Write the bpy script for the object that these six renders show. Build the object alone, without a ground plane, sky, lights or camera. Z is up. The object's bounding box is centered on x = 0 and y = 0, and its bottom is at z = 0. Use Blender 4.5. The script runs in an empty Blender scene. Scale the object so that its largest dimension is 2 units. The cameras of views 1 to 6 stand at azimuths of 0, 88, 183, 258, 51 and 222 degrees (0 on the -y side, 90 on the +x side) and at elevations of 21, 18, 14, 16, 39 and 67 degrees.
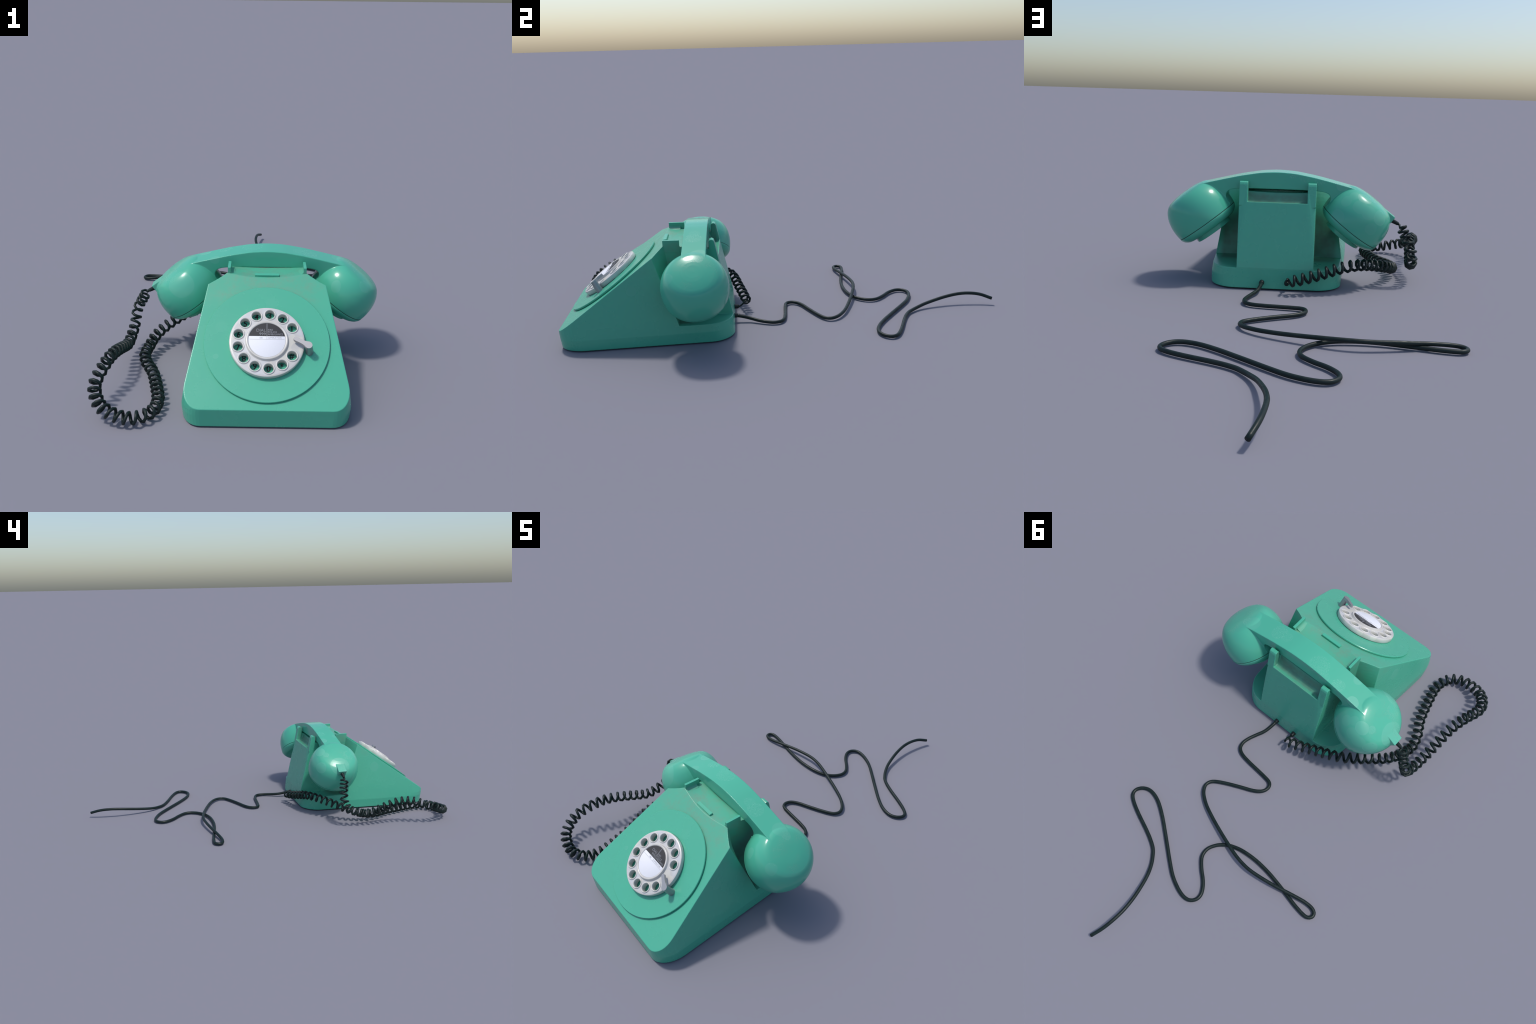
"""A teal rotary-dial desk telephone with its handset on the cradle, a coiled
handset cord and a loose black line cord trailing behind it."""
import bpy, bmesh
import numpy as np
from math import pi, cos, sin, tan, radians, sqrt, atan2
from mathutils import Vector, Matrix

CX = 0.0994                      # the telephone's plane of symmetry
SLOPE = 0.626                    # tilt of the dial face
ROOT = None


# ------------------------------------------------------------------ helpers
def add(name, me, parent=None, mats=(), smooth=True, matrix=None):
    ob = bpy.data.objects.new(name, me)
    bpy.context.scene.collection.objects.link(ob)
    if matrix is not None:
        ob.matrix_world = matrix
    if parent is not None:
        ob.parent = parent
    for m in mats:
        me.materials.append(m)
    if smooth:
        me.polygons.foreach_set("use_smooth", [True] * len(me.polygons))
    return ob


def mesh(name, verts, faces):
    me = bpy.data.meshes.new(name)
    me.from_pydata([tuple(v) for v in verts], [], faces)
    me.update()
    return me


def fix_normals(me):
    bm = bmesh.new()
    bm.from_mesh(me)
    bmesh.ops.recalc_face_normals(bm, faces=bm.faces)
    bm.to_mesh(me)
    bm.free()
    return me


def loft(name, rings, closed_ends=True):
    """skin a list of rings (all with the same number of points)"""
    n = len(rings[0])
    verts = [p for r in rings for p in r]
    faces = []
    for i in range(len(rings) - 1):
        for j in range(n):
            k = (j + 1) % n
            faces.append((i * n + j, i * n + k, (i + 1) * n + k, (i + 1) * n + j))
    if closed_ends:
        faces.append(tuple(range(n))[::-1])
        faces.append(tuple((len(rings) - 1) * n + j for j in range(n)))
    return fix_normals(mesh(name, verts, faces))


def revolve(name, profile, seg=96):
    """turn a profile of (radius, height) about z; radius 0 closes it"""
    verts, rows = [], []
    for r, h in profile:
        if r < 1e-6:
            rows.append([len(verts)])
            verts.append((0, 0, h))
        else:
            rows.append(list(range(len(verts), len(verts) + seg)))
            verts += [(r * cos(2 * pi * j / seg), r * sin(2 * pi * j / seg), h) for j in range(seg)]
    faces = []
    for a, b in zip(rows[:-1], rows[1:]):
        for j in range(seg):
            k = (j + 1) % seg
            if len(a) == 1 and len(b) == 1:
                continue
            if len(a) == 1:
                faces.append((a[0], b[k], b[j]))
            elif len(b) == 1:
                faces.append((a[j], a[k], b[0]))
            else:
                faces.append((a[j], a[k], b[k], b[j]))
    return fix_normals(mesh(name, verts, faces))


def prism(name, outline, axis, lo, hi):
    """extrude a polygon given in the two other axes along an axis"""
    def put(p, t):
        q = list(p)
        q.insert(axis, t)
        return q
    return loft(name, [[put(p, lo) for p in outline], [put(p, hi) for p in outline]])


def applied(ob):
    """bake an object's modifiers into a fresh mesh"""
    dg = bpy.context.evaluated_depsgraph_get()
    dg.update()
    me = bpy.data.meshes.new_from_object(ob.evaluated_get(dg))
    ob.modifiers.clear()
    old = ob.data
    ob.data = me
    bpy.data.meshes.remove(old)
    return ob


def boolean(ob, cutters, operation="DIFFERENCE"):
    for me in cutters:
        c = add("cutter", me)
        m = ob.modifiers.new("b", "BOOLEAN")
        m.operation, m.solver, m.object = operation, "EXACT", c
        applied(ob)
        bpy.data.objects.remove(c)
        bpy.data.meshes.remove(me)
    return ob


def merge(ob, others):
    """join closed meshes into an object's mesh (for a remesh that unites them)"""
    bm = bmesh.new()
    bm.from_mesh(ob.data)
    for me in others:
        bm.from_mesh(me)
        bpy.data.meshes.remove(me)
    bm.to_mesh(ob.data)
    bm.free()
    return ob


def soften(ob, depth, rounds):
    """rebuild the surface as fine even quads, edges kept, then round every edge a little"""
    m = ob.modifiers.new("r", "REMESH")
    m.mode, m.octree_depth, m.scale, m.sharpness, m.use_remove_disconnected = "SHARP", depth, 0.9, 1.0, False
    m.use_smooth_shade = True
    s = ob.modifiers.new("s", "SMOOTH")
    s.factor, s.iterations = 0.5, rounds
    applied(ob)
    return ob


def spline(points, step):
    """Catmull-Rom through points, resampled at a fixed count per span"""
    P = np.array(points, float)
    P = np.vstack([2 * P[0] - P[1], P, 2 * P[-1] - P[-2]])
    out = []
    for i in range(1, len(P) - 2):
        a, b, c, d = P[i - 1:i + 3]
        for t in np.arange(step) / step:
            out.append(0.5 * (2 * b + (c - a) * t + (2 * a - 5 * b + 4 * c - d) * t ** 2 + (3 * b - a - 3 * c + d) * t ** 3))
    out.append(P[-2])
    return np.array(out)


def frames(P, first):
    """parallel-transported normals along a polyline"""
    T = np.gradient(P, axis=0)
    T /= np.linalg.norm(T, axis=1)[:, None]
    N = np.zeros_like(P)
    n = np.array(first, float)
    for i, t in enumerate(T):
        n = n - t * (n @ t)
        n /= np.linalg.norm(n)
        N[i] = n
    return T, N, np.cross(T, N)


def tube(name, P, radius, sides=10, first=(0, 0, 1)):
    P = np.array(P, float)
    _, N, B = frames(P, first)
    R = np.broadcast_to(radius, (len(P),))
    rings = [[P[i] + R[i] * (cos(2 * pi * j / sides) * N[i] + sin(2 * pi * j / sides) * B[i]) for j in range(sides)] for i in range(len(P))]
    return loft(name, rings)


# ---------------------------------------------------------------- materials
class Nodes:
    """a small wrapper to write node trees briefly"""
    def __init__(self, name):
        self.mat = bpy.data.materials.new(name)
        self.mat.use_nodes = True
        self.t = self.mat.node_tree
        self.bsdf = self.t.nodes["Principled BSDF"]

    def new(self, kind, ins=None, **props):
        n = self.t.nodes.new(kind)
        for k, v in props.items():
            setattr(n, k, v)
        for k, v in (ins or {}).items():
            self.feed(n.inputs[k], v)
        return n

    def feed(self, socket, v):
        if isinstance(v, bpy.types.NodeSocket):
            self.t.links.new(v, socket)
        else:
            socket.default_value = v

    def coord(self):
        return self.new("ShaderNodeTexCoord").outputs["Object"]

    def noise(self, vec, scale, detail=4, rough=0.55):
        return self.new("ShaderNodeTexNoise", {"Vector": vec, "Scale": scale, "Detail": detail, "Roughness": rough}).outputs["Fac"]

    def math(self, op, a, b=0.0, c=0.0, clamp=False):
        n = self.new("ShaderNodeMath", operation=op, use_clamp=clamp)
        for s, v in zip(n.inputs, (a, b, c)):
            self.feed(s, v)
        return n.outputs[0]

    def ramp(self, v, lo, hi, a=0.0, b=1.0):
        return self.new("ShaderNodeMapRange", {"Value": v, "From Min": lo, "From Max": hi, "To Min": a, "To Max": b}, interpolation_type="SMOOTHSTEP").outputs["Result"]

    def mix(self, fac, a, b):
        n = self.new("ShaderNodeMix", data_type="RGBA")
        self.feed(n.inputs["Factor"], fac)
        self.feed(n.inputs[6], a)
        self.feed(n.inputs[7], b)
        return n.outputs[2]

    def out(self, **kw):
        for k, v in kw.items():
            self.feed(self.bsdf.inputs[k.replace("_", " ")], v)
        return self.mat


TEAL = (0.073, 0.425, 0.288, 1)


def teal_plastic(name, smears=(), base=TEAL, dirt=None, grime=None, scuff=None, rough=0.18):
    """glossy moulded plastic with dull finger smears where hands touched it;
    smears: (x, y, z, radius, strength, grainy); dirt/scuff: function(nodes, coord) -> mask"""
    n = Nodes(name)
    co = n.coord()
    wob = n.new("ShaderNodeVectorMath", {0: n.new("ShaderNodeTexNoise", {"Vector": co, "Scale": 11.0}).outputs["Color"], 1: (0.022, 0.022, 0.022), 2: co}, operation="MULTIPLY_ADD").outputs[0]
    off = n.new("ShaderNodeVectorMath", {0: wob, 1: (0.011, 0.011, 0.011)}, operation="SUBTRACT").outputs[0]
    grain = n.ramp(n.noise(co, 230, 3, 0.7), 0.44, 0.60)
    smear = None
    for x, y, z, r, power, grainy in smears:
        d = n.new("ShaderNodeVectorMath", {0: off, 1: (x, y, z)}, operation="DISTANCE").outputs["Value"]
        m = n.ramp(d, r, r * 0.90, 0.0, power * 0.95)
        if grainy:
            m = n.math("MULTIPLY", m, grain)
        smear = m if smear is None else n.math("MAXIMUM", smear, m)
    tone = n.ramp(n.noise(co, 6.0, 3), 0.3, 0.7)
    col = n.mix(n.math("MULTIPLY", tone, 0.5), base, (base[0] * 1.08, base[1] * 0.965, base[2] * 0.985, 1))
    rgh = n.ramp(n.noise(co, 9.0, 4), 0.3, 0.7, rough - 0.01, rough + 0.015)
    if smear is not None:
        col = n.mix(n.math("MULTIPLY", smear, 0.8), col, (0.155, 0.465, 0.355, 1))
        rgh = n.math("MULTIPLY_ADD", smear, 0.22, rgh)
    if dirt:
        d = dirt(n, co)
        col = n.mix(d, col, DUST)
        rgh = n.math("MULTIPLY_ADD", d, 0.35, rgh)
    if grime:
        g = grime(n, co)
        col = n.mix(g, col, (0.075, 0.125, 0.095, 1))  # dark grey-brown tone mixed into the hollows
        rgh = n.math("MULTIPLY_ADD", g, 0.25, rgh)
    if scuff:
        m = scuff(n, co)
        col = n.mix(m, col, (0.135, 0.37, 0.27, 1))
        rgh = n.math("MULTIPLY_ADD", m, 0.2, rgh)
    return n.out(Base_Color=col, Roughness=rgh, IOR=1.46)


DUST = (0.165, 0.255, 0.185, 1)
HAND_SMEARS = [(-0.277, 0.096, 0.366, 0.026, 0.30, 0), (-0.308, 0.086, 0.384, 0.022, 0.30, 0), (-0.350, 0.088, 0.379, 0.030, 0.55, 0), (-0.332, 0.119, 0.345, 0.030, 0.32, 0),
               (-0.364, 0.122, 0.325, 0.032, 0.32, 0), (-0.410, 0.104, 0.304, 0.034, 0.42, 0), (-0.242, 0.110, 0.304, 0.030, 0.25, 0), (-0.390, 0.068, 0.376, 0.022, 0.40, 0),
               (-0.450, 0.003, 0.320, 0.058, 0.45, 0), (-0.400, -0.067, 0.369, 0.040, 0.38, 1), (-0.345, -0.118, 0.345, 0.055, 0.40, 0), (-0.372, 0.118, 0.262, 0.030, 0.20, 0),
               (0.280, -0.114, 0.341, 0.024, 0.38, 0), (0.394, -0.100, 0.339, 0.027, 0.30, 0), (0.300, 0.020, 0.415, 0.036, 0.30, 0), (0.331, 0.023, 0.402, 0.022, 0.35, 0),
               (0.172, -0.004, 0.441, 0.038, 0.45, 1), (0.130, -0.002, 0.449, 0.026, 0.35, 1), (-0.061, 0.014, 0.460, 0.044, 0.45, 1), (-0.175, 0.032, 0.440, 0.030, 0.45, 1),
               (-0.258, 0.045, 0.420, 0.028, 0.50, 0), (-0.110, 0.048, 0.452, 0.028, 0.40, 1), (-0.215, -0.046, 0.432, 0.024, 0.35, 0)]
CASE_SMEARS = [(0.2792, -0.658, 0.248, 0.030, 0.12, 0), (-0.2688, -0.662, 0.243, 0.030, 0.26, 0), (-0.22, -0.92, 0.13, 0.04, 0.07, 1)]
PLATE_SMEARS = [(-0.170, 0.060, 0, 0.024, 0.16, 1), (-0.185, -0.060, 0, 0.012, 0.16, 0), (0.020, 0.165, 0, 0.024, 0.16, 1), (0.185, -0.045, 0, 0.018, 0.14, 1)]


def housing_dirt(n, co):
    """grime gathered above the dial, on the cradle panel and in the rear slot"""
    s = n.new("ShaderNodeSeparateXYZ", {"Vector": co})
    x, y, z = s.outputs
    upper = n.math("MULTIPLY", n.math("MULTIPLY", n.math("MULTIPLY", n.ramp(y, -0.70, -0.60), n.ramp(y, -0.395, -0.435)), n.ramp(z, 0.29, 0.34)), n.math("MULTIPLY", n.ramp(z, 0.424, 0.414), n.ramp(n.math("ABSOLUTE", x), 0.21, 0.13, 0.45, 1.0)))
    rear = n.math("MULTIPLY", n.ramp(y, -0.36, -0.33), n.math("MULTIPLY", n.math("MULTIPLY", n.ramp(z, 0.341, 0.3465), n.ramp(z, 0.388, 0.370)), n.ramp(n.math("ABSOLUTE", x), 0.1225, 0.1190)))
    ledge = n.math("MULTIPLY", n.math("MULTIPLY", n.ramp(z, 0.078, 0.083), n.ramp(z, 0.13, 0.09)), n.ramp(y, -0.50, -0.47))
    area = n.math("MULTIPLY", n.math("MAXIMUM", n.math("MAXIMUM", upper, rear), n.math("MULTIPLY", ledge, 0.25)), 1.0)
    cloud = n.math("MULTIPLY", n.ramp(n.noise(co, 22, 6, 0.65), 0.38, 0.72, 0.22, 1.0), n.ramp(n.noise(co, 130, 4, 0.6), 0.25, 0.7, 0.6, 1.0))
    return n.math("MULTIPLY", n.math("MULTIPLY", area, cloud), 0.62, clamp=True)


def hollow_dark_tone(n, co):
    """dark grey-brown film in the two hollows behind the wedge and in the rear slot"""
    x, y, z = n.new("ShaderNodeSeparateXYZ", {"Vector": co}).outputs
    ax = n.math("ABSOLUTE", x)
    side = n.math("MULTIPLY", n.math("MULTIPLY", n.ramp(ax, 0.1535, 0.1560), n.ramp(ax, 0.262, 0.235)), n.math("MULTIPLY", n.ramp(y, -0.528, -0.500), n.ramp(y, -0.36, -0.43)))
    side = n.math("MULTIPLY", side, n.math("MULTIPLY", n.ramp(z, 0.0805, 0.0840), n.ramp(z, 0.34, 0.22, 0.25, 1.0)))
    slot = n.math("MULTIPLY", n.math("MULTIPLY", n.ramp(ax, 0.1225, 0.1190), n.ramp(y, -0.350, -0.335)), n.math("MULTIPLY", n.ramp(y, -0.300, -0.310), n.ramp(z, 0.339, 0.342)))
    mottle = n.ramp(n.noise(co, 18, 5, 0.6), 0.3, 0.7, 0.55, 1.0)
    return n.math("MULTIPLY", n.math("MULTIPLY", n.math("MAXIMUM", side, slot), mottle), 0.75, clamp=True)


def dome_scuff(n, co):
    """grainy wear on the outer shoulders of the two cups"""
    s = n.new("ShaderNodeSeparateXYZ", {"Vector": co})
    x, y, z = s.outputs
    ax = n.math("ABSOLUTE", x)
    up = n.math("ADD", n.math("MULTIPLY", n.math("SUBTRACT", ax, 0.298), 0.599), n.math("MULTIPLY", n.math("SUBTRACT", z, 0.243), 0.801))
    band = n.math("MULTIPLY", n.ramp(up, 0.128, 0.146), n.ramp(ax, 0.30, 0.34))
    grain = n.ramp(n.noise(co, 300, 3, 0.7), 0.46, 0.62)
    patch = n.ramp(n.noise(co, 16, 3), 0.42, 0.6)
    return n.math("MULTIPLY", n.math("MULTIPLY", band, grain), n.math("MULTIPLY", patch, 0.5))


def ivory_plastic():
    n = Nodes("ivory_plastic")
    co = n.coord()
    grime = n.ramp(n.noise(co, 20, 5, 0.6), 0.35, 0.7)
    col = n.mix(grime, (0.60, 0.59, 0.565, 1), (0.53, 0.515, 0.475, 1))
    vor = n.new("ShaderNodeTexVoronoi", {"Vector": co, "Scale": 22.0}, feature="F1")
    spot = n.math("MULTIPLY", n.ramp(vor.outputs["Distance"], 0.40, 0.36), n.math("LESS_THAN", n.new("ShaderNodeSeparateColor", {"Color": vor.outputs["Color"]}).outputs[0], 0.3))
    col = n.mix(n.math("MULTIPLY", spot, 0.6), col, (0.68, 0.665, 0.59, 1))
    return n.out(Base_Color=col, Roughness=0.3)


def ivory_sky_tint():
    """ivory of the flat wheel face, tinted bluish for skylight on it"""
    n = Nodes("ivory_sky_tint")
    co = n.coord()
    col = n.mix(n.ramp(n.noise(co, 16, 5, 0.6), 0.4, 0.66), (0.545, 0.555, 0.575, 1), (0.51, 0.505, 0.49, 1))
    blot = n.math("MULTIPLY", n.ramp(n.noise(co, 19, 1), 0.60, 0.63), 0.7)
    return n.out(Base_Color=n.mix(blot, col, (0.60, 0.59, 0.53, 1)), Roughness=0.34)


def black_rubber():
    n = Nodes("black_rubber")
    co = n.coord()
    col = n.mix(n.ramp(n.noise(co, 30, 4), 0.3, 0.7), (0.0055, 0.0135, 0.0125, 1), (0.0095, 0.0190, 0.0175, 1))
    return n.out(Base_Color=col, Roughness=n.ramp(n.noise(co, 60, 3), 0.3, 0.7, 0.36, 0.52), Specular_IOR_Level=0.28)


def card_paper():
    """dial card: dark segment above, white writing field below"""
    n = Nodes("card_paper")
    co = n.coord()
    y = n.new("ShaderNodeSeparateXYZ", {"Vector": co}).outputs[1]
    white = n.mix(n.noise(co, 240, 3), (0.80, 0.81, 0.85, 1), (0.74, 0.75, 0.80, 1))
    col = n.mix(n.math("GREATER_THAN", y, 0.0148), white, (0.055, 0.055, 0.058, 1))
    return n.out(Base_Color=col, Roughness=0.7, Specular_IOR_Level=0.12)


def plain(name, color, rough, metallic=0.0):
    n = Nodes(name)
    co = n.coord()
    v = n.noise(co, 70, 3)
    dark = tuple(0.9 * c for c in color[:3]) + (1,)
    return n.out(Base_Color=n.mix(v, color, dark), Roughness=rough, Metallic=metallic)


CASE_TEAL = (0.069, 0.410, 0.272, 1)
M_HOUSING = teal_plastic("housing_plastic", CASE_SMEARS, CASE_TEAL, dirt=housing_dirt, grime=hollow_dark_tone, rough=0.27)
M_PLATE = teal_plastic("dial_plate_plastic", PLATE_SMEARS, CASE_TEAL, rough=0.27)
M_HANDSET = teal_plastic("handset_plastic", HAND_SMEARS, scuff=dome_scuff)
M_CAP = teal_plastic("cap_plastic")
M_IVORY = ivory_plastic()
M_FACE = ivory_sky_tint()
M_RUBBER = black_rubber()
M_CARD = card_paper()
M_INK = plain("black_ink", (0.008, 0.010, 0.010, 1), 0.5)
M_PALE = plain("pale_print", (0.25, 0.26, 0.285, 1), 0.5)
M_GREY = plain("grey_print", (0.40, 0.41, 0.43, 1), 0.5)
M_STEEL = plain("dull_steel", (0.34, 0.345, 0.36, 1), 0.42, 0.55)
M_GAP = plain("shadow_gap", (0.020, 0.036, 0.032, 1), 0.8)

# --------------------------------------------------------------------- root
ROOT = bpy.data.objects.new("rotary_telephone", None)
bpy.context.scene.collection.objects.link(ROOT)
ROOT.location = (CX, -0.6, 0)
ROOT["label"] = "teal rotary dial telephone with black coiled handset cord"
ROOT["category"] = "telephone"
bpy.context.view_layer.update()


def child(name, me, mats, parent=ROOT, frame=None, smooth=True):
    """a part whose mesh is given in its own frame, kept where it is in the world"""
    ob = add(name, me, None, mats, smooth)
    ob.matrix_world = frame if frame is not None else Matrix.Translation((CX, 0, 0))
    bpy.context.view_layer.update()
    ob.parent = parent
    ob.matrix_parent_inverse = parent.matrix_world.inverted()
    bpy.context.view_layer.update()
    return ob


# ------------------------------------------------------------------ housing
def footprint(z, n_front=10, n_rear=14):
    """plan outline of the case at height z: rounded corners, sides drawn in upwards"""
    lean = max(0.0, z - 0.050) * 0.158
    t = min(z / 0.070, 1.0)
    yf = -0.9735 - 0.088 * z
    yr = -0.232 - 0.08 * min(z, 0.086) - 0.20 * max(0, z - 0.086)
    wf = 0.3138 - lean
    wr = 0.2632 - lean
    out = []

    def corner(px, py, ax, ay, bx, by, count, sq=0.5523):
        # cubic fillet from a to b round the corner p
        for i in range(count + 1):
            t = i / count
            c1 = (ax + (px - ax) * sq, ay + (py - ay) * sq)
            c2 = (bx + (px - bx) * sq, by + (py - by) * sq)
            u = 1 - t
            out.append((u ** 3 * ax + 3 * u * u * t * c1[0] + 3 * u * t * t * c2[0] + t ** 3 * bx,
                        u ** 3 * ay + 3 * u * u * t * c1[1] + 3 * u * t * t * c2[1] + t ** 3 * by, z))
    rf, sf, rr = 0.080 - 0.006 * t, 0.116 - 0.030 * t, 0.100
    k = (wf - wr) / (yr - yf)
    corner(wf, yf, wf - rf, yf, wf - k * sf, yf + sf, n_front)
    corner(wr, yr, wr + k * rr, yr - rr, wr - rr, yr, n_rear)
    right = list(out)
    return right + [(-x, y, zz) for x, y, zz in reversed(right)]


def slope_z(y):
    return 0.3520 + tan(SLOPE) * (y + 0.6)


def panel_z(x, y):
    """cradle panel: hollow where it meets the dial face, level at the handset, dipping below it"""
    ys = [-0.60, -0.55, -0.46, -0.445, -0.43, -0.39, -0.345, -0.20]
    zs = [0.3925, 0.3930, 0.3975, 0.3970, 0.3890, 0.3820, 0.3795, 0.3790]
    hollow = float(np.interp(y, [-0.55, -0.46, -0.43, -0.20], [0.0075, 0.0010, 0.0020, 0.0045]))
    return float(np.interp(y, ys, zs)) + hollow * (abs(x) / 0.11) ** 2


housing = add("housing", loft("housing", [footprint(z) for z in (0.003, 0.026, 0.050, 0.070, 0.086, 0.46)]))
far = 1.3
slope_cut = prism("slope_cut", [(-far, slope_z(-far)), (-0.2, slope_z(-0.2)), (-0.2, 2.0), (-far, 2.0)], 0, -1, 1)
# hollow above the cradle panel, a grid pulled up into a block
xs = np.linspace(-0.1553, 0.1553, 33)
ysg = np.linspace(-0.60, -0.15, 61)
grid = [(x, y, panel_z(x, y)) for y in ysg for x in xs]
nx, ny = len(xs), len(ysg)
gf = [(j * nx + i, j * nx + i + 1, (j + 1) * nx + i + 1, (j + 1) * nx + i) for j in range(ny - 1) for i in range(nx - 1)]
rim = [i for i in range(nx)] + [j * nx + nx - 1 for j in range(1, ny)] + [(ny - 1) * nx + i for i in range(nx - 2, -1, -1)] + [j * nx for j in range(ny - 2, 0, -1)]
top0 = len(grid)
grid += [(grid[i][0], grid[i][1], 0.8) for i in rim]
gf += [(rim[k], rim[(k + 1) % len(rim)], top0 + (k + 1) % len(rim), top0 + k) for k in range(len(rim))]
gf.append(tuple(range(top0, top0 + len(rim))))
panel_cut = fix_normals(mesh("panel_cut", grid, gf))


def notch(side):
    """room for a handset cup: from the wedge's rear wall to the back, down to the ledge;
    the wall is a twisted sheet between its inner and its outer edge"""
    rings = []
    for z in np.linspace(0.084, 0.50, 27):
        yi = -0.480 - (z - 0.084) * 0.130
        yo = -0.466 - (z - 0.084) * 0.340
        x0 = 0.1552
        w = 0.2745 - 0.164 * (z - 0.084)
        ring = []
        for x in np.linspace(x0, 0.34, 12):
            ring.append((side * x, yi + (yo - yi) * min((x - x0) / (w - x0), 1.25), z))
        rings.append(ring + [(side * 0.34, 0.2, z), (side * x0, 0.2, z)])
    return loft("notch", rings)


slot_cut = prism("slot_cut", [(-0.20, 0.3465), (-0.2935, 0.3465), (-0.304, 0.3425), (-0.317, 0.3440), (-0.329, 0.354), (-0.338, 0.368), (-0.345, 0.3875), (-0.345, 0.6), (-0.20, 0.6)], 0, -0.1215, 0.1215)
boolean(housing, [slope_cut, panel_cut, notch(1), notch(-1), slot_cut])


REAR = [(-0.3305, 0.330), (-0.3305, 0.4155), (-0.327, 0.4230), (-0.3185, 0.4262), (-0.3100, 0.4225), (-0.3060, 0.4140), (-0.2895, 0.330)]
FRONT = [(-0.5265, 0.375), (-0.5265, 0.4285), (-0.4560, 0.4280), (-0.4560, 0.375)]
boolean(housing, [prism("prong", REAR, 0, *sorted((sgn * 0.1203, sgn * 0.1551))) for sgn in (1, -1)], "UNION")
soften(housing, 9, 9)
me = housing.data
bpy.data.objects.remove(housing)
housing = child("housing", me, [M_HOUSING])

# thin front plates that keep the handset in its cradle
for sgn in (1, -1):
    p = add("cradle_plate", prism("cradle_plate", FRONT, 0, *sorted((sgn * 0.1443, sgn * 0.1556))))
    # flared foot on the inner face
    boolean(p, [prism("foot", [(sgn * 0.1460, 0.385), (sgn * 0.1460, 0.4155), (sgn * 0.1415, 0.4075), (sgn * 0.136, 0.4035), (sgn * 0.126, 0.4005), (sgn * 0.126, 0.385)], 1, -0.5245, -0.472)], "UNION")
    soften(p, 7, 6)
    me = p.data
    bpy.data.objects.remove(p)
    child("cradle_plate", me, [M_HOUSING], parent=housing)

# contact shadow under the case, modelled as a dark slab set in a little
foot = loft("contact_shadow_slab", [[(x * 0.985, -0.6 + (y + 0.6) * 0.985, z) for x, y, _ in footprint(0.003)] for z in (0.0002, 0.006)])
child("contact_shadow_slab", foot, [M_GAP], smooth=False)

# raised catch on the panel
bar = bmesh.new()
bmesh.ops.create_cube(bar, size=1)
bmesh.ops.scale(bar, vec=(0.0965, 0.0165, 0.014), verts=bar.verts)
bmesh.ops.bevel(bar, geom=bar.edges[:], offset=0.0012, segments=2, affect="EDGES")
bm_me = bpy.data.meshes.new("panel_catch")
bar.to_mesh(bm_me)
bar.free()
child("panel_catch", bm_me, [M_PLATE], frame=Matrix.Translation((CX, -0.5275, 0.3958)) @ Matrix.Rotation(0.16, 4, "X"), smooth=False)

# ---------------------------------------------------------- dial and plate
DIAL = Matrix.Translation((CX, -0.7765, 0.2366)) @ Matrix.Rotation(SLOPE, 4, "X")     # top of the plate, z out of the face
plate = child("dial_plate", revolve("dial_plate", [(0, -0.014), (0.226, -0.014), (0.226, -0.0085), (0.2325, -0.0080), (0.2333, -0.0065), (0.2333, -0.0018), (0.2318, 0), (0.20, 0), (0.1325, 0), (0.1320, -0.0006), (0.1320, -0.0022), (0, -0.0022)], 128), [M_PLATE], frame=DIAL)

with bpy.context.temp_override(object=plate, selected_editable_objects=[plate], active_object=plate):
    bpy.ops.object.shade_smooth_by_angle(angle=radians(35))
WHEEL = DIAL @ Matrix.Translation((0, -0.0072, 0))
HOLE_R, HOLE_AT, FIRST, STEP = 0.0182, 0.1080, radians(30.2), radians(27.05)
holes = [(HOLE_AT * cos(FIRST + i * STEP), HOLE_AT * sin(FIRST + i * STEP)) for i in range(12)]
wheel_me = revolve("finger_wheel", [(0, 0.0012), (0.1372, 0.0012), (0.1385, 0.003), (0.1388, 0.0185), (0.1376, 0.0212), (0.1345, 0.0228), (0.130, 0.0232), (0.085, 0.0236), (0.0800, 0.0242), (0.0782, 0.0262), (0.0772, 0.0312), (0.0758, 0.0340), (0.0733, 0.0350), (0.0705, 0.0345), (0.0685, 0.0330), (0.0680, 0.0312), (0, 0.0312)], 128)
wheel = add("finger_wheel", wheel_me)
cuts = []
for hx, hy in holes:
    c = revolve("cut", [(0, -0.02), (HOLE_R, -0.02), (HOLE_R, 0.06), (0, 0.06)], 40)
    c.transform(Matrix.Translation((hx, hy, 0)))
    cuts.append(c)
bm = bmesh.new()
for c in cuts:
    bm.from_mesh(c)
    bpy.data.meshes.remove(c)
allcut = bpy.data.meshes.new("cuts")
bm.to_mesh(allcut)
bm.free()
boolean(wheel, [allcut])
me = wheel.data
bpy.data.objects.remove(wheel)
wheel = child("finger_wheel", me, [M_IVORY], frame=WHEEL, smooth=True)
me.materials.append(M_FACE)
for p in me.polygons:
    p.use_smooth = True
    if p.normal.z > 0.98 and 0.0805 < sqrt(p.center.x ** 2 + p.center.y ** 2) < 0.1335:
        p.material_index = 1
with bpy.context.temp_override(object=wheel, selected_editable_objects=[wheel], active_object=wheel):
    bpy.ops.object.shade_smooth_by_angle(angle=radians(35))

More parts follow.
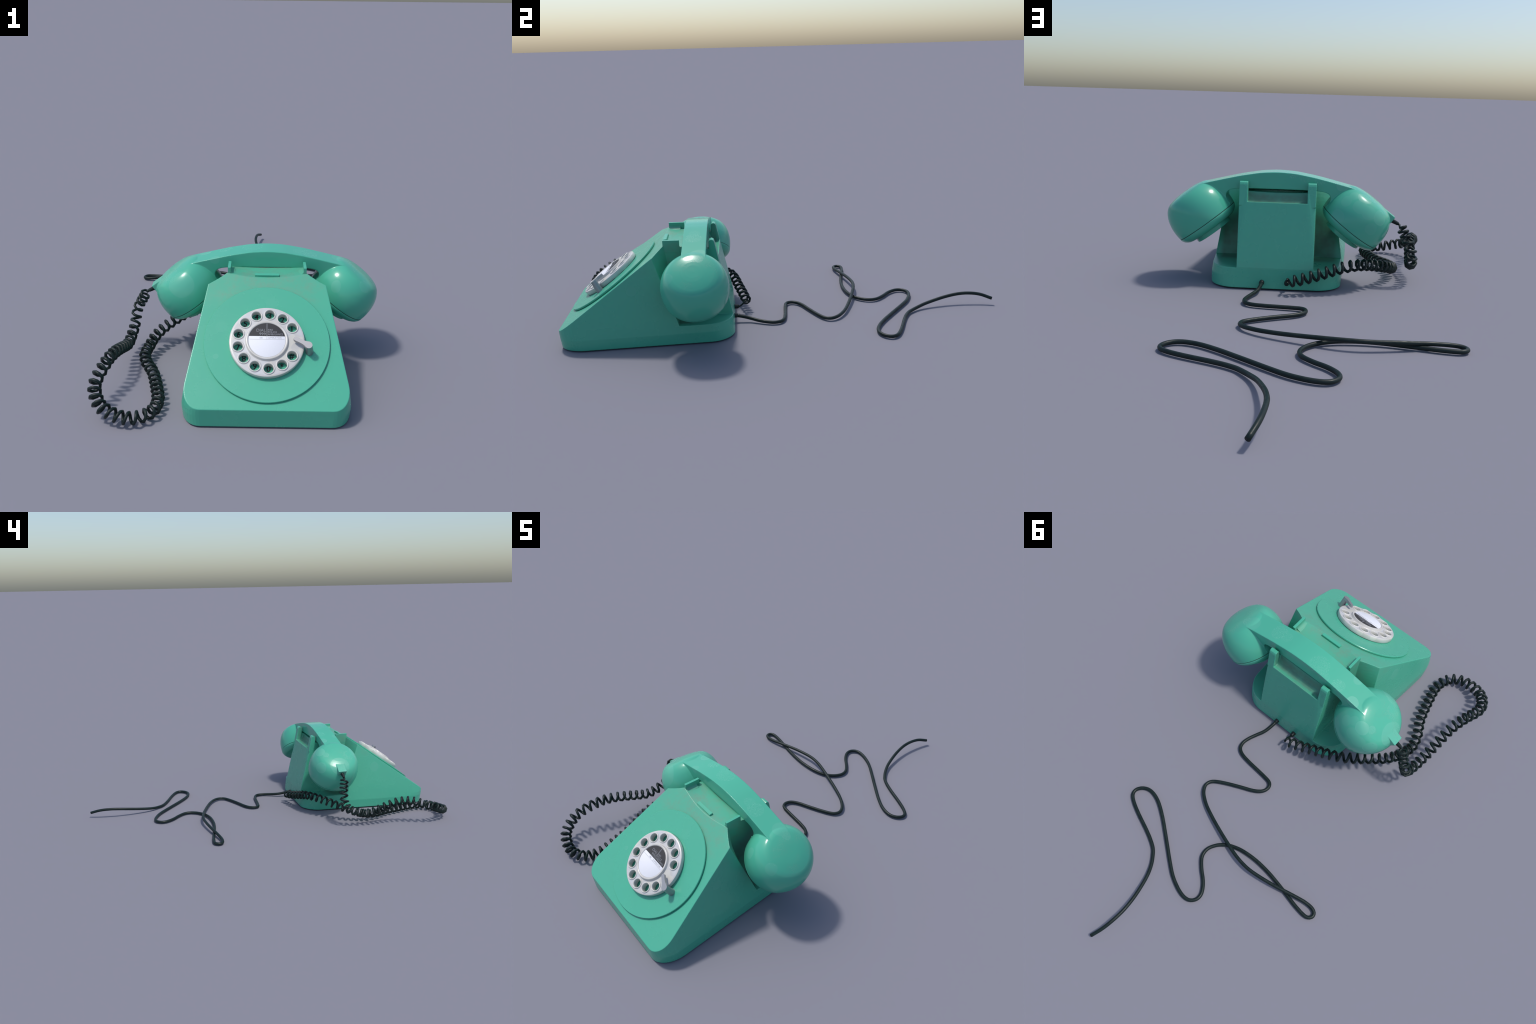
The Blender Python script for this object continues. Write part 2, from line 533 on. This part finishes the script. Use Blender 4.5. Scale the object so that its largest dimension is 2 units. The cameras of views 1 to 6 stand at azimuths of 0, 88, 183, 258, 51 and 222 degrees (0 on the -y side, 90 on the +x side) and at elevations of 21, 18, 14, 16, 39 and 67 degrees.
collar_me = revolve("hole_collar", [(HOLE_R - 0.0006, 0.0160), (HOLE_R - 0.0006, 0.0246), (HOLE_R + 0.0003, 0.0265), (HOLE_R + 0.0019, 0.0273), (HOLE_R + 0.0037, 0.0266), (HOLE_R + 0.0050, 0.0246), (HOLE_R + 0.0055, 0.0222), (HOLE_R + 0.0050, 0.0200), (HOLE_R - 0.0006, 0.0160)], 48)
collar_me.materials.append(M_IVORY)
collar_me.polygons.foreach_set("use_smooth", [True] * len(collar_me.polygons))
for hx, hy in holes:
    ob = bpy.data.objects.new("hole_collar", collar_me)
    bpy.context.scene.collection.objects.link(ob)
    ob.parent = wheel
    ob.location = (hx, hy, 0)


def lettering(name, text, size, x, y, z, parent, mat, frame, align="CENTER", thick=0.0004, bold=0.0, squeeze=1.0):
    cu = bpy.data.curves.new(name, "FONT")
    cu.body, cu.size, cu.align_x, cu.align_y = text, size, align, "CENTER" if align == "CENTER" else "BOTTOM_BASELINE"
    cu.extrude, cu.offset, cu.resolution_u, cu.space_character = thick, bold, 6, 1.0
    tmp = bpy.data.objects.new(name, cu)
    bpy.context.scene.collection.objects.link(tmp)
    dg = bpy.context.evaluated_depsgraph_get()
    dg.update()
    me = bpy.data.meshes.new_from_object(tmp.evaluated_get(dg))
    bpy.data.objects.remove(tmp)
    bpy.data.curves.remove(cu)
    me.name = name
    me.transform(Matrix.Diagonal((squeeze, 1, 1, 1)))
    if align == "CENTER":       # centre on the ink, not on the type line
        co = np.array([v.co for v in me.vertices])
        c = (co.min(0) + co.max(0)) / 2
        me.transform(Matrix.Translation((-c[0], -c[1], 0)))
    return child(name, me, [mat], parent=parent, frame=frame @ Matrix.Translation((x, y, z)), smooth=False)


for ch, (hx, hy) in zip("1234567890*#", holes):
    turned = Matrix.Translation((hx, hy, 0)) @ Matrix.Rotation(pi if ch == "9" else 0, 4, "Z")     # the nine is a six turned round
    lettering("dial_digit", "6" if ch == "9" else ch, 0.0335 if ch not in "*#" else 0.030, 0, -0.0030 if ch == "9" else 0.0022, -0.0019, plate, M_INK, DIAL @ turned, bold=0.0007, squeeze=0.92)

# ------------------------------------------------------------ centre card
card = child("dial_card", revolve("dial_card", [(0, 0.030), (0.0676, 0.030), (0.0676, 0.0322), (0.0670, 0.0326), (0, 0.0326)], 96), [M_CARD], parent=wheel, frame=WHEEL)
with bpy.context.temp_override(object=card, selected_editable_objects=[card], active_object=card):
    bpy.ops.object.shade_smooth_by_angle(angle=radians(35))
TOP = 0.0327


def rule(name, x0, x1, y0, y1, mat):
    me = loft(name, [[(x0, y0, z), (x1, y0, z), (x1, y1, z), (x0, y1, z)] for z in (TOP - 0.0004, TOP + 0.0003)])
    return child(name, me, [mat], parent=card, frame=WHEEL, smooth=False)


rule("card_rule", -0.0012, 0.0008, 0.0148, 0.0662, M_PALE)
rule("card_rule", -0.0008, 0.0004, 0.0026, 0.0148, M_GREY)
rule("card_rule", -0.0635, 0.0635, 0.0020, 0.0028, M_GREY)
lettering("card_word", "DIAL", 0.0165, -0.0042, 0.0330, TOP, card, M_PALE, WHEEL, "RIGHT", bold=-0.0001)
lettering("card_word", "999", 0.0165, -0.0042, 0.0180, TOP, card, M_PALE, WHEEL, "RIGHT", bold=-0.0001)
lettering("card_word", "FIRE", 0.0102, 0.0030, 0.0368, TOP, card, M_PALE, WHEEL, "LEFT")
lettering("card_word", "POLICE", 0.0102, 0.0030, 0.0280, TOP, card, M_PALE, WHEEL, "LEFT")
lettering("card_word", "AMBULANCE", 0.0102, 0.0030, 0.0190, TOP, card, M_PALE, WHEEL, "LEFT", squeeze=0.93)
lettering("card_word", "100", 0.0092, -0.0160, 0.0053, TOP, card, M_GREY, WHEEL, "RIGHT", bold=-0.0001)
lettering("card_word", "OPERATOR", 0.0092, 0.0040, 0.0053, TOP, card, M_GREY, WHEEL, "LEFT", bold=-0.0001, squeeze=1.05)


# ------------------------------------------------------------ finger stop
def disc_ring(cx, cy, rx, ry, z, n=28):
    return [(cx + rx * cos(2 * pi * j / n), cy + ry * sin(2 * pi * j / n), z) for j in range(n)]


post_me = loft("post", [disc_ring(0.1560, -0.0385, 0.0140, 0.0150, -0.001), disc_ring(0.1550, -0.0375, 0.0135, 0.0145, 0.020), disc_ring(0.1510, -0.0350, 0.0130, 0.0135, 0.0420), disc_ring(0.1500, -0.0345, 0.0130, 0.0130, 0.052)])
# arm outline in plan: round head, narrow waist, blunt tip over the wheel
head, tip = np.array((0.1500, -0.0345)), np.array((0.1045, -0.0085))
axis = tip - head
length = np.linalg.norm(axis)
axis /= length
across = np.array((-axis[1], axis[0]))
stations = [(-0.0135, 0.0), (-0.0125, 0.005), (-0.009, 0.0100), (-0.003, 0.0132), (0.004, 0.0130), (0.012, 0.0098), (0.022, 0.0076), (0.036, 0.0072), (length, 0.0076), (length + 0.005, 0.0064), (length + 0.0078, 0.003)]
left = [head + axis * s + across * w for s, w in stations]
right = [head + axis * s - across * w for s, w in stations[1:]]
outline = left + right[::-1]
arm_me = loft("arm", [[(x, y, z - 0.10 * max(0, 0.140 - x)) for x, y in outline] for z in (0.041, 0.0535)])
stop = add("finger_stop", post_me)
boolean(stop, [arm_me], "UNION")
me = stop.data
bpy.data.objects.remove(stop)
stop = child("finger_stop", me, [M_STEEL], frame=DIAL, smooth=True)
bv = stop.modifiers.new("edge", "BEVEL")
bv.width, bv.segments, bv.limit_method, bv.angle_limit, bv.harden_normals = 0.0009, 2, "ANGLE", radians(40), True
applied(stop)

# ----------------------------------------------------------------- handset
HY = -0.387
HAND = Matrix.Translation((CX + 0.0004, HY, 0))
CUP = Vector((0.298, 0, 0.243))          # centre of the seam between cup and cap
TILT = radians(36.8)


def cup_frame(s):
    """frame of a cup: origin on the seam, z along its axis up and outwards"""
    return Matrix.Translation((s * CUP.x, 0, CUP.z)) @ Matrix.Rotation(s * TILT, 4, "Y")


top_x = [0, 0.07, 0.155, 0.217, 0.256, 0.317, 0.335, 0.36]
top_h = [0.4635, 0.4595, 0.4445, 0.4300, 0.4205, 0.4055, 0.3985, 0.372]
bot_x = [0, 0.10, 0.160, 0.185, 0.200, 0.208, 0.214, 0.219, 0.24, 0.36]
bot_h = [0.3945, 0.3940, 0.3920, 0.3890, 0.3845, 0.3785, 0.3700, 0.355, 0.325, 0.300]
rings = []
for x in np.concatenate([np.linspace(-0.345, -0.2, 40), np.linspace(-0.195, 0.195, 40), np.linspace(0.2, 0.345, 40)]):
    # smooth the control polygons by averaging a short window
    win = [abs(x) + d for d in np.linspace(-0.022, 0.022, 9) * (1.0 if abs(x) < 0.28 else 0.35)]
    t = float(np.mean([np.interp(abs(w), top_x, top_h) for w in win]))
    win = [abs(x) + d for d in np.linspace(-0.004, 0.004, 5)]
    b = float(np.mean([np.interp(abs(w), bot_x, bot_h) for w in win]))
    w = 0.0500
    rings.append([(x, -w, b), (x, w, b), (x, w, t), (x, -w, t)])
body = add("handset", loft("handset", rings))
dome = [(0, 0.0008), (0.1384, 0.0008), (0.1403, 0.018), (0.1410, 0.036), (0.1400, 0.056), (0.1364, 0.076), (0.1296, 0.0976), (0.1186, 0.1184), (0.1042, 0.1346), (0.0896, 0.1430), (0.0760, 0.1470), (0.0620, 0.1500), (0.0470, 0.1524), (0.0300, 0.1538), (0, 0.1546)]
# finer dome profile
prof = [tuple(p) for p in spline([(r, h, 0) for r, h in dome[1:13]], 4)[:, :2]]
prof = [dome[0]] + prof + dome[13:]
shells = []
for s in (1, -1):
    d = revolve("dome", prof, 112)
    d.transform(cup_frame(s))
    shells.append(d)
# square cord outlet moulded on the cup at -x; in the cup frame outward is -x
outlet = loft("outlet", [[(-0.1185 * a - 0.02 * (1 - a), y * (1.0 + 0.1 * (1 - a)), h) for y, h in ((-0.0235, 0.098), (0.0235, 0.098), (0.0235, 0.1490), (-0.0235, 0.1490))] for a in (0, 1)])
# webs that carry the handle's full width down into the throat of each cup
THROAT = [(0.170, 0.3915), (0.185, 0.3890), (0.200, 0.3845), (0.2080, 0.3785), (0.2125, 0.3700), (0.2135, 0.3610), (0.2110, 0.3490), (0.2040, 0.3380), (0.1950, 0.3285), (0.30, 0.262), (0.330, 0.392), (0.20, 0.415)]
for s in (1, -1):
    shells.append(prism("web", [(s * x, z) for x, z in THROAT], 1, -0.0497, 0.0497))
outlet.transform(cup_frame(-1))
shells.append(outlet)
boolean(body, shells, "UNION")
soften(body, 9, 7)
me = body.data
bpy.data.objects.remove(body)
handset = child("handset", me, [M_HANDSET], frame=HAND)

cap = [(0, -0.0500), (0.060, -0.0505), (0.0785, -0.0520), (0.0812, -0.0512), (0.0822, -0.0490), (0.0824, -0.0345), (0.0850, -0.0330), (0.1080, -0.0318), (0.1190, -0.0275), (0.1290, -0.0195), (0.1355, -0.0100), (0.1382, -0.0026), (0.1380, -0.0012), (0.1340, -0.0010), (0.1340, 0.0100), (0, 0.0100)]
for name, s in (("earpiece_cap", 1), ("mouthpiece_cap", -1)):
    c = child(name, revolve(name, cap, 112), [M_CAP], parent=handset, frame=HAND @ cup_frame(s))
    with bpy.context.temp_override(object=c, selected_editable_objects=[c], active_object=c):
        bpy.ops.object.shade_smooth_by_angle(angle=radians(40))
    # ring of sound holes in the raised face
    pits = []
    for ring_r, count in ((0.0, 1), (0.017, 6), (0.034, 12), (0.051, 18)):
        for i in range(count):
            p = revolve("pit", [(0, -0.0512), (0.0036, -0.0512), (0.0036, -0.0485), (0, -0.0485)], 10)
            p.transform(Matrix.Translation((ring_r * cos(2 * pi * i / count), ring_r * sin(2 * pi * i / count), 0)))
            pits.append(p)
    h = merge(add("sound_holes", pits[0]), pits[1:])
    me = h.data
    bpy.data.objects.remove(h)
    h = child("sound_holes", me, [M_GAP], parent=c, frame=HAND @ cup_frame(s), smooth=False)
    h["kind"] = "stuff"
    child("seam_ring", revolve("seam_ring", [(0.130, -0.0016), (0.1370, -0.0016), (0.1370, 0.0016), (0.130, 0.0022), (0.130, -0.0016)], 112), [M_GAP], parent=c, frame=HAND @ cup_frame(s), smooth=False)

# ------------------------------------------------------------- coiled cord
# one control point per two turns of the coil: (turn, x, y, z) of its axis
COIL = [(-0.75, 0.0440, -0.1735, 0.0500), (0, 0.024, -0.178, 0.054), (2, -0.039, -0.194, 0.068), (4, -0.101, -0.213, 0.084), (6, -0.162, -0.231, 0.101), (7, -0.194, -0.244, 0.107),
        (9, -0.252, -0.283, 0.106), (11, -0.300, -0.330, 0.095), (13, -0.344, -0.378, 0.080), (15, -0.376, -0.431, 0.063), (17, -0.392, -0.484, 0.046),
        (19, -0.401, -0.534, 0.038), (21, -0.384, -0.597, 0.035), (23, -0.351, -0.660, 0.032), (25, -0.330, -0.725, 0.030), (27, -0.314, -0.787, 0.030),
        (29, -0.301, -0.852, 0.029), (30, -0.302, -0.885, 0.028), (31, -0.309, -0.914, 0.028), (32, -0.324, -0.940, 0.029), (33, -0.349, -0.959, 0.030),
        (34, -0.379, -0.971, 0.031), (35, -0.408, -0.972, 0.034), (36, -0.438, -0.967, 0.041), (37, -0.466, -0.957, 0.049), (38, -0.490, -0.942, 0.057),
        (39, -0.507, -0.921, 0.067), (40, -0.520, -0.895, 0.080), (41, -0.528, -0.868, 0.091), (42, -0.528, -0.835, 0.102), (43, -0.521, -0.801, 0.114),
        (44, -0.512, -0.769, 0.124), (45, -0.505, -0.738, 0.130), (47, -0.492, -0.676, 0.127), (49, -0.485, -0.612, 0.107), (51, -0.480, -0.550, 0.083),
        (52, -0.477, -0.520, 0.073), (53, -0.474, -0.489, 0.070), (54, -0.472, -0.457, 0.075), (55, -0.469, -0.425, 0.086), (56, -0.466, -0.396, 0.100),
        (57, -0.462, -0.376, 0.126), (58, -0.456, -0.370, 0.158), (59, -0.444, -0.371, 0.190), (60, -0.431, -0.376, 0.213), (61, -0.421, -0.381, 0.232), (62, -0.412, -0.385, 0.249)]
SEGS, COIL_R, WIRE_R = 8, 0.0203, 0.0061
turn = np.array([c[0] for c in COIL], float)
pos = np.array([c[1:] for c in COIL])
pos_smooth = []
fine = np.arange(turn[0], turn[-1] + 1e-6, 1 / SEGS)
# cubic Hermite through the control points over the turn count
slope = np.gradient(pos, turn, axis=0)
for t in fine:
    i = min(max(np.searchsorted(turn, t, "right") - 1, 0), len(turn) - 2)
    h = turn[i + 1] - turn[i]
    u = (t - turn[i]) / h
    pos_smooth.append((2 * u ** 3 - 3 * u ** 2 + 1) * pos[i] + (u ** 3 - 2 * u ** 2 + u) * h * slope[i] + (-2 * u ** 3 + 3 * u ** 2) * pos[i + 1] + (u ** 3 - u ** 2) * h * slope[i + 1])
axis_pts = np.array(pos_smooth)
_, N, B = frames(axis_pts, (-0.5, 0.6, -0.45))
ang = -2 * pi * fine
rad = np.interp(fine, [-0.75, 0, 30, 40, 50, 62], COIL_R * np.array([0.6, 0.98, 1.0, 1.06, 1.0, 0.95]))
wire = axis_pts + rad[:, None] * (np.cos(ang)[:, None] * N + np.sin(ang)[:, None] * B)
wire[:, 2] = np.maximum(wire[:, 2], WIRE_R + 0.0003)
lead_in = [(0.0490, -0.2200, 0.0310), (0.0500, -0.2070, 0.0340), (0.0505, -0.1960, 0.0430), (0.0490, -0.1870, 0.0540)]
lead_out = [(-0.4050, -0.3900, 0.2570), (-0.3960, -0.3880, 0.2640)]
path = np.vstack([lead_in, wire, lead_out])
wr = np.concatenate([[0.0042] * len(lead_in), np.interp(fine, [-0.75, 1, 55, 61], [0.0048, WIRE_R, WIRE_R, 0.0052]), [0.0048] * len(lead_out)])
child("coiled_cord", tube("coiled_cord", path, wr, 9), [M_RUBBER], frame=Matrix())

# --------------------------------------------------------------- line cord
LINE = [(0.150, -0.222, 0.0275), (0.153, -0.195, 0.023), (0.161, -0.160, 0.016), (0.178, -0.124, 0.011), (0.193, -0.088, 0.009), (0.200, -0.055, 0.008), (0.192, -0.025, 0.008), (0.165, -0.007, 0.008), (0.119, 0.001, 0.008),
        (0.068, 0.005, 0.008), (0.018, 0.009, 0.008), (-0.016, 0.014, 0.008), (-0.032, 0.027, 0.008), (-0.035, 0.048, 0.008), (-0.023, 0.071, 0.008), (0.007, 0.093, 0.008), (0.060, 0.117, 0.008),
        (0.118, 0.145, 0.008), (0.161, 0.170, 0.008), (0.180, 0.190, 0.009), (0.184, 0.214, 0.010), (0.170, 0.240, 0.012), (0.146, 0.261, 0.014), (0.107, 0.284, 0.016), (0.045, 0.309, 0.019), (-0.023, 0.332, 0.023),
        (-0.086, 0.351, 0.027), (-0.142, 0.366, 0.030), (-0.188, 0.373, 0.031), (-0.231, 0.374, 0.030), (-0.286, 0.367, 0.028), (-0.343, 0.356, 0.025), (-0.400, 0.342, 0.021), (-0.448, 0.330, 0.017), (-0.490, 0.321, 0.013),
        (-0.525, 0.320, 0.010), (-0.546, 0.329, 0.008), (-0.551, 0.345, 0.008), (-0.541, 0.359, 0.008), (-0.520, 0.364, 0.008), (-0.473, 0.359, 0.008), (-0.422, 0.349, 0.008), (-0.361, 0.337, 0.008), (-0.291, 0.326, 0.009),
        (-0.218, 0.322, 0.010), (-0.150, 0.328, 0.010), (-0.104, 0.341, 0.009), (-0.071, 0.358, 0.008), (-0.045, 0.383, 0.008), (-0.028, 0.414, 0.008), (-0.026, 0.442, 0.008), (-0.037, 0.469, 0.008), (-0.069, 0.502, 0.008),
        (-0.104, 0.530, 0.008), (-0.127, 0.555, 0.008), (-0.141, 0.579, 0.008), (-0.143, 0.602, 0.008), (-0.133, 0.621, 0.008), (-0.115, 0.633, 0.008), (-0.087, 0.635, 0.008), (-0.047, 0.625, 0.008), (0.004, 0.602, 0.008),
        (0.056, 0.567, 0.008), (0.112, 0.526, 0.008), (0.168, 0.485, 0.008), (0.223, 0.446, 0.008), (0.278, 0.413, 0.008), (0.321, 0.397, 0.008), (0.358, 0.395, 0.008), (0.387, 0.409, 0.008), (0.403, 0.434, 0.008),
        (0.397, 0.459, 0.008), (0.367, 0.481, 0.008), (0.310, 0.506, 0.008), (0.239, 0.532, 0.008), (0.189, 0.553, 0.008), (0.152, 0.574, 0.008), (0.129, 0.597, 0.009), (0.106, 0.627, 0.012), (0.084, 0.667, 0.019),
        (0.066, 0.718, 0.028), (0.051, 0.776, 0.038), (0.043, 0.834, 0.046), (0.044, 0.888, 0.049), (0.053, 0.944, 0.044), (0.0725, 0.9965, 0.028)]
child("line_cord", tube("line_cord", spline(LINE, 4), 0.0078, 12), [M_RUBBER], frame=Matrix())


# strain reliefs where the cords leave the case and the handset
def sleeve(name, a, b, r0, r1, parent):
    a, b = np.array(a), np.array(b)
    ts = [0, 0.12, 0.16, 0.84, 0.92, 1.0]
    rs = [r0, r0, r0 * 0.93, r1, r1 * 0.92, r1 * 0.7]
    child(name, tube(name, [a + (b - a) * t for t in ts], rs, 16), [M_RUBBER], parent=parent, frame=Matrix())


sleeve("cord_sleeve", (0.1500, -0.240, 0.0290), (0.1503, -0.2190, 0.0280), 0.0112, 0.0098, ROOT)
sleeve("cord_sleeve", (0.0487, -0.240, 0.0310), (0.0488, -0.2140, 0.0315), 0.0112, 0.0095, ROOT)
sleeve("cord_sleeve", (-0.3700, -0.3870, 0.2760), (-0.4000, -0.3880, 0.2610), 0.0098, 0.0076, handset)
